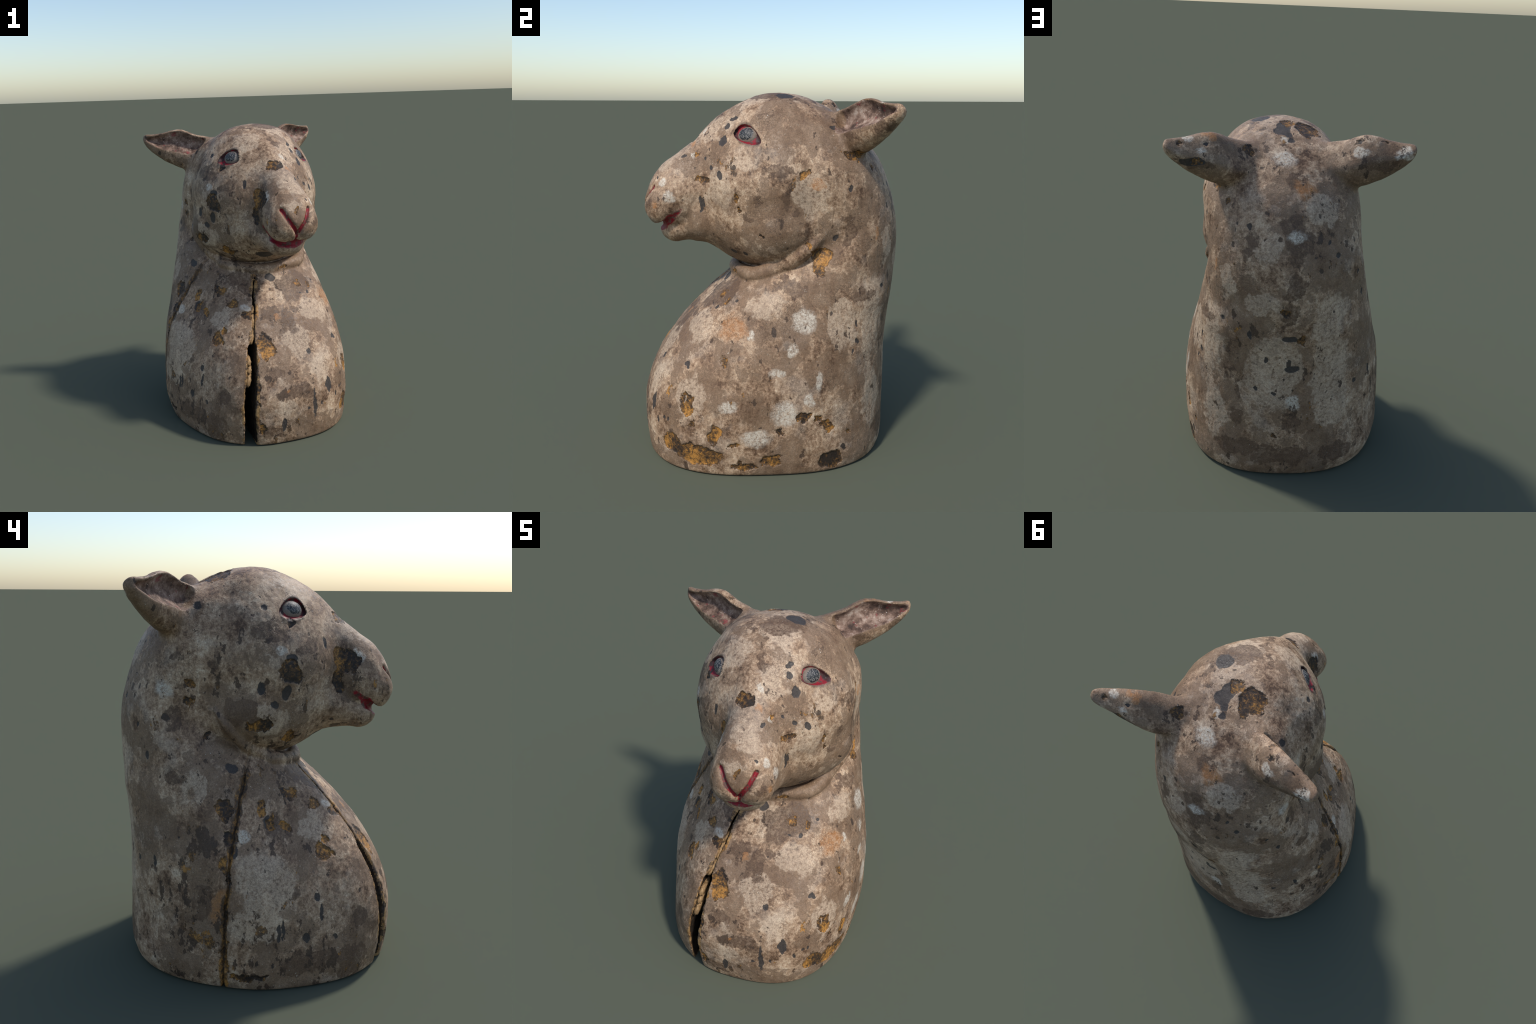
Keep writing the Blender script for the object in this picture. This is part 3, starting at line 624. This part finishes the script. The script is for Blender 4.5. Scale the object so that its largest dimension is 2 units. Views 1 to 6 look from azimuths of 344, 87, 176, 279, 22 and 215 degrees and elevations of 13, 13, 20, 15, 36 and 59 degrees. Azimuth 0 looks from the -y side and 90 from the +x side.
def inner_ear_paint():
    g = Graph("inner_ear_paint"); m = g.math
    mid = g.noise(16., 4., .7, off=(1, 2, 3)); fine = g.noise(70., 3., .7)
    col = g.colors(mid, [(.34, (.055, .034, .026)), (.46, (.150, .092, .066)), (.57, (.29, .195, .145)), (.68, (.45, .35, .28))])
    col = g.mix(g.ramp(g.noise(24., 3., .6, off=(5, 5, 5)), .60, .70, 0., .75), col, (.22, .035, .04))
    sd, sn = g.voronoi(75.); sel = g.new("ShaderNodeSeparateColor"); g.put(sel.inputs[0], sn.outputs["Color"])
    col = g.mix(m("MULTIPLY", g.ramp(sd, .22, .1), m("GREATER_THAN", sel.outputs[0], .62)), col, (.52, .44, .38))
    g.put(g.bsdf.inputs["Base Color"], col); g.bsdf.inputs["Roughness"].default_value = .75; g.bsdf.inputs["Specular IOR Level"].default_value = .28
    b = g.new("ShaderNodeBump"); b.inputs["Strength"].default_value = .5; b.inputs["Distance"].default_value = .005
    g.put(b.inputs["Height"], m("ADD", fine, mid)); g.put(g.bsdf.inputs["Normal"], b.outputs[0])
    return g.mat
INNER_EAR = inner_ear_paint()

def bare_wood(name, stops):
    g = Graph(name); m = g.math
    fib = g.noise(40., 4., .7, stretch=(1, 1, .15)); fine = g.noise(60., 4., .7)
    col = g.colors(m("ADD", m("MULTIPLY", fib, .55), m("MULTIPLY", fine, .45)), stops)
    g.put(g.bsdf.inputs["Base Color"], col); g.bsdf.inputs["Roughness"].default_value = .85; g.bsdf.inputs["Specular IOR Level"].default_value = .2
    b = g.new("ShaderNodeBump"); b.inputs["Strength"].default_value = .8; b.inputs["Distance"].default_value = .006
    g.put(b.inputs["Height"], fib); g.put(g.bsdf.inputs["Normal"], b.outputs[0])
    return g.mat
WOOD_DARK = bare_wood("shaded_split_wood", [(.38, (.012, .009, .007)), (.5, (.030, .020, .013)), (.66, (.075, .046, .022))])  # bare brown wood; the shadow inside the split is darkened into its colour
WOOD_FRESH = bare_wood("fresh_split_wood", [(.36, (.085, .048, .022)), (.48, (.25, .15, .068)), (.62, (.47, .30, .15))])

def eye_paint():
    g = Graph("eye_paint"); m = g.math
    sp = g.new("ShaderNodeSeparateXYZ"); g.put(sp.inputs[0], g.pos)
    r = m("SQRT", m("ADD", m("POWER", m("MULTIPLY", sp.outputs[1], 1/.042), 2.), m("POWER", m("MULTIPLY", sp.outputs[2], 1/.034), 2.)))
    r = m("ADD", r, m("MULTIPLY", m("SUBTRACT", g.noise(45., 2.), .5), .35))
    white = g.mix(g.noise(60., 3., .7), (.11, .085, .068), (.36, .29, .225))
    ptn = g.ramp(g.noise(150., 3., .65, off=(2, 1, 1)), .49, .60)
    iris = g.mix(ptn, (.014, .016, .019), (.20, .185, .17))
    col = g.mix(g.ramp(r, 1.02, .92), white, iris)
    col = g.mix(g.ramp(r, 1.38, 1.5), col, (.05, .03, .028))
    g.put(g.bsdf.inputs["Base Color"], col); g.bsdf.inputs["Roughness"].default_value = .5
    b = g.new("ShaderNodeBump"); b.inputs["Strength"].default_value = .3; b.inputs["Distance"].default_value = .003
    g.put(b.inputs["Height"], ptn); g.put(g.bsdf.inputs["Normal"], b.outputs[0])
    return g.mat
EYEMAT = eye_paint()

root = bpy.data.objects.new("lamb_bust", None); bpy.context.collection.objects.link(root)
root["label"] = "weathered painted carved wooden lamb head bust, cracked chest"
root["category"] = "animal statue"

def add(name, verts, faces, mat, normals=None, parent=root):
    me = bpy.data.meshes.new(name); me.from_pydata(verts, [], faces); me.update()
    me.polygons.foreach_set("use_smooth", [True]*len(me.polygons))
    if normals is not None: me.normals_split_custom_set_from_vertices(normals)
    me.materials.append(mat)
    o = bpy.data.objects.new(name, me); bpy.context.collection.objects.link(o); o.parent = parent
    return o

PART = {}
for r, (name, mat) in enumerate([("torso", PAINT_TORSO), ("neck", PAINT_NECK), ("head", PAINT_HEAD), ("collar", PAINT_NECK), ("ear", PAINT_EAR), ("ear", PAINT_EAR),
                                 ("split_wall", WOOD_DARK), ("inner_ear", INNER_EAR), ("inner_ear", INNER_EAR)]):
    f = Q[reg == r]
    if not len(f): continue
    u, inv = np.unique(f, return_inverse=True)
    par = root if r < 6 else PART[0] if r == 6 else PART[r - 3]
    PART[r] = add(name, V[u].tolist(), inv.reshape(-1, 4).tolist(), mat, NORM[u].tolist(), par)

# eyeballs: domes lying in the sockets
for s in (0, 1):
    c = EYE[s]; sg = 1 if s == 0 else -1
    wx, wy = head_world(c[0], c[1])
    bm = bmesh.new(); bmesh.ops.create_uvsphere(bm, u_segments=48, v_segments=32, radius=1)
    for v in bm.verts:
        v.co = Vector((v.co.x*.055, v.co.y*.064, v.co.z*.052))
    me = bpy.data.meshes.new("eye"); bm.to_mesh(me); bm.free()
    me.polygons.foreach_set("use_smooth", [True]*len(me.polygons)); me.materials.append(EYEMAT)
    o = bpy.data.objects.new("eye", me); bpy.context.collection.objects.link(o); o.parent = PART[2]
    wx, wy = head_world(c[0], c[1] - .012); p = np.array([wx, wy, c[2] - .010])
    for _ in range(12):
        g = np.array([field(*(p[:, None] + np.eye(3)[:, [i]]*.01), relief=False)[0] - field(*(p[:, None] - np.eye(3)[:, [i]]*.01), relief=False)[0] for i in range(3)])
        g /= np.linalg.norm(g); p = p - g*field(*p[:, None], relief=False)[0]
    n = Vector(g)
    o.location = Vector(p) - n*.046
    o.rotation_euler = n.to_track_quat('X', 'Z').to_euler()
# pale splinters still standing in the split, on the side of the narrow half
def splinter(z0, z1, wide, off, seed):
    rng = random.Random(seed); zc = (z0 + z1)/2
    bm = bmesh.new(); bmesh.ops.create_cube(bm, size=1)
    bmesh.ops.subdivide_edges(bm, edges=bm.edges[:], cuts=5, use_grid_fill=True)
    for v in bm.verts:
        x, y, z = v.co; r = 1 - .35*max(abs(x), abs(y), abs(z))*(abs(x) + abs(y) + abs(z) > 1.15)
        v.co = Vector((x*wide*r, y*.11*r, z*(z1 - z0)*(.9 + .1*r)))
        v.co += Vector((rng.uniform(-1, 1), rng.uniform(-1, 1), rng.uniform(-1, 1)))*.0022
    zz = np.array([zc]); xl = float(CRACK_X(zz)[0] - CRACK_W(zz)[0]*.5)
    top, bot = np.array([z1]), np.array([z0])
    xs = float((CRACK_X(top) - CRACK_W(top)*.5 - CRACK_X(bot) + CRACK_W(bot)*.5)[0]); ys = float((FRONT(top) - FRONT(bot))[0])
    # front face flush with the chest beside the split
    a, b = -.8, 0.
    for _ in range(24):
        mid = (a + b)/2
        if torso_field(np.array([xl]), np.array([mid]), zz)[0] > 0: a = mid
        else: b = mid
    for v in bm.verts:
        k = v.co.z/(z1 - z0); v.co.x += xs*k; v.co.y += ys*k
    me = bpy.data.meshes.new("splinter"); bm.to_mesh(me); bm.free(); me.materials.append(WOOD_FRESH)
    me.polygons.foreach_set("use_smooth", [True]*len(me.polygons))
    o = bpy.data.objects.new("splinter", me); bpy.context.collection.objects.link(o); o.parent = PART[0]
    o.location = (xl + off, a + .055 + .012, zc)
for i, (z0, z1, wide, off) in enumerate([(.795,.835,.018,.006),(.715,.790,.024,.006),(.635,.712,.030,.006),(.515,.560,.030,.012),(.470,.512,.034,.014),(.395,.466,.036,.016)]):
    splinter(z0, z1, wide, off, 40 + i)
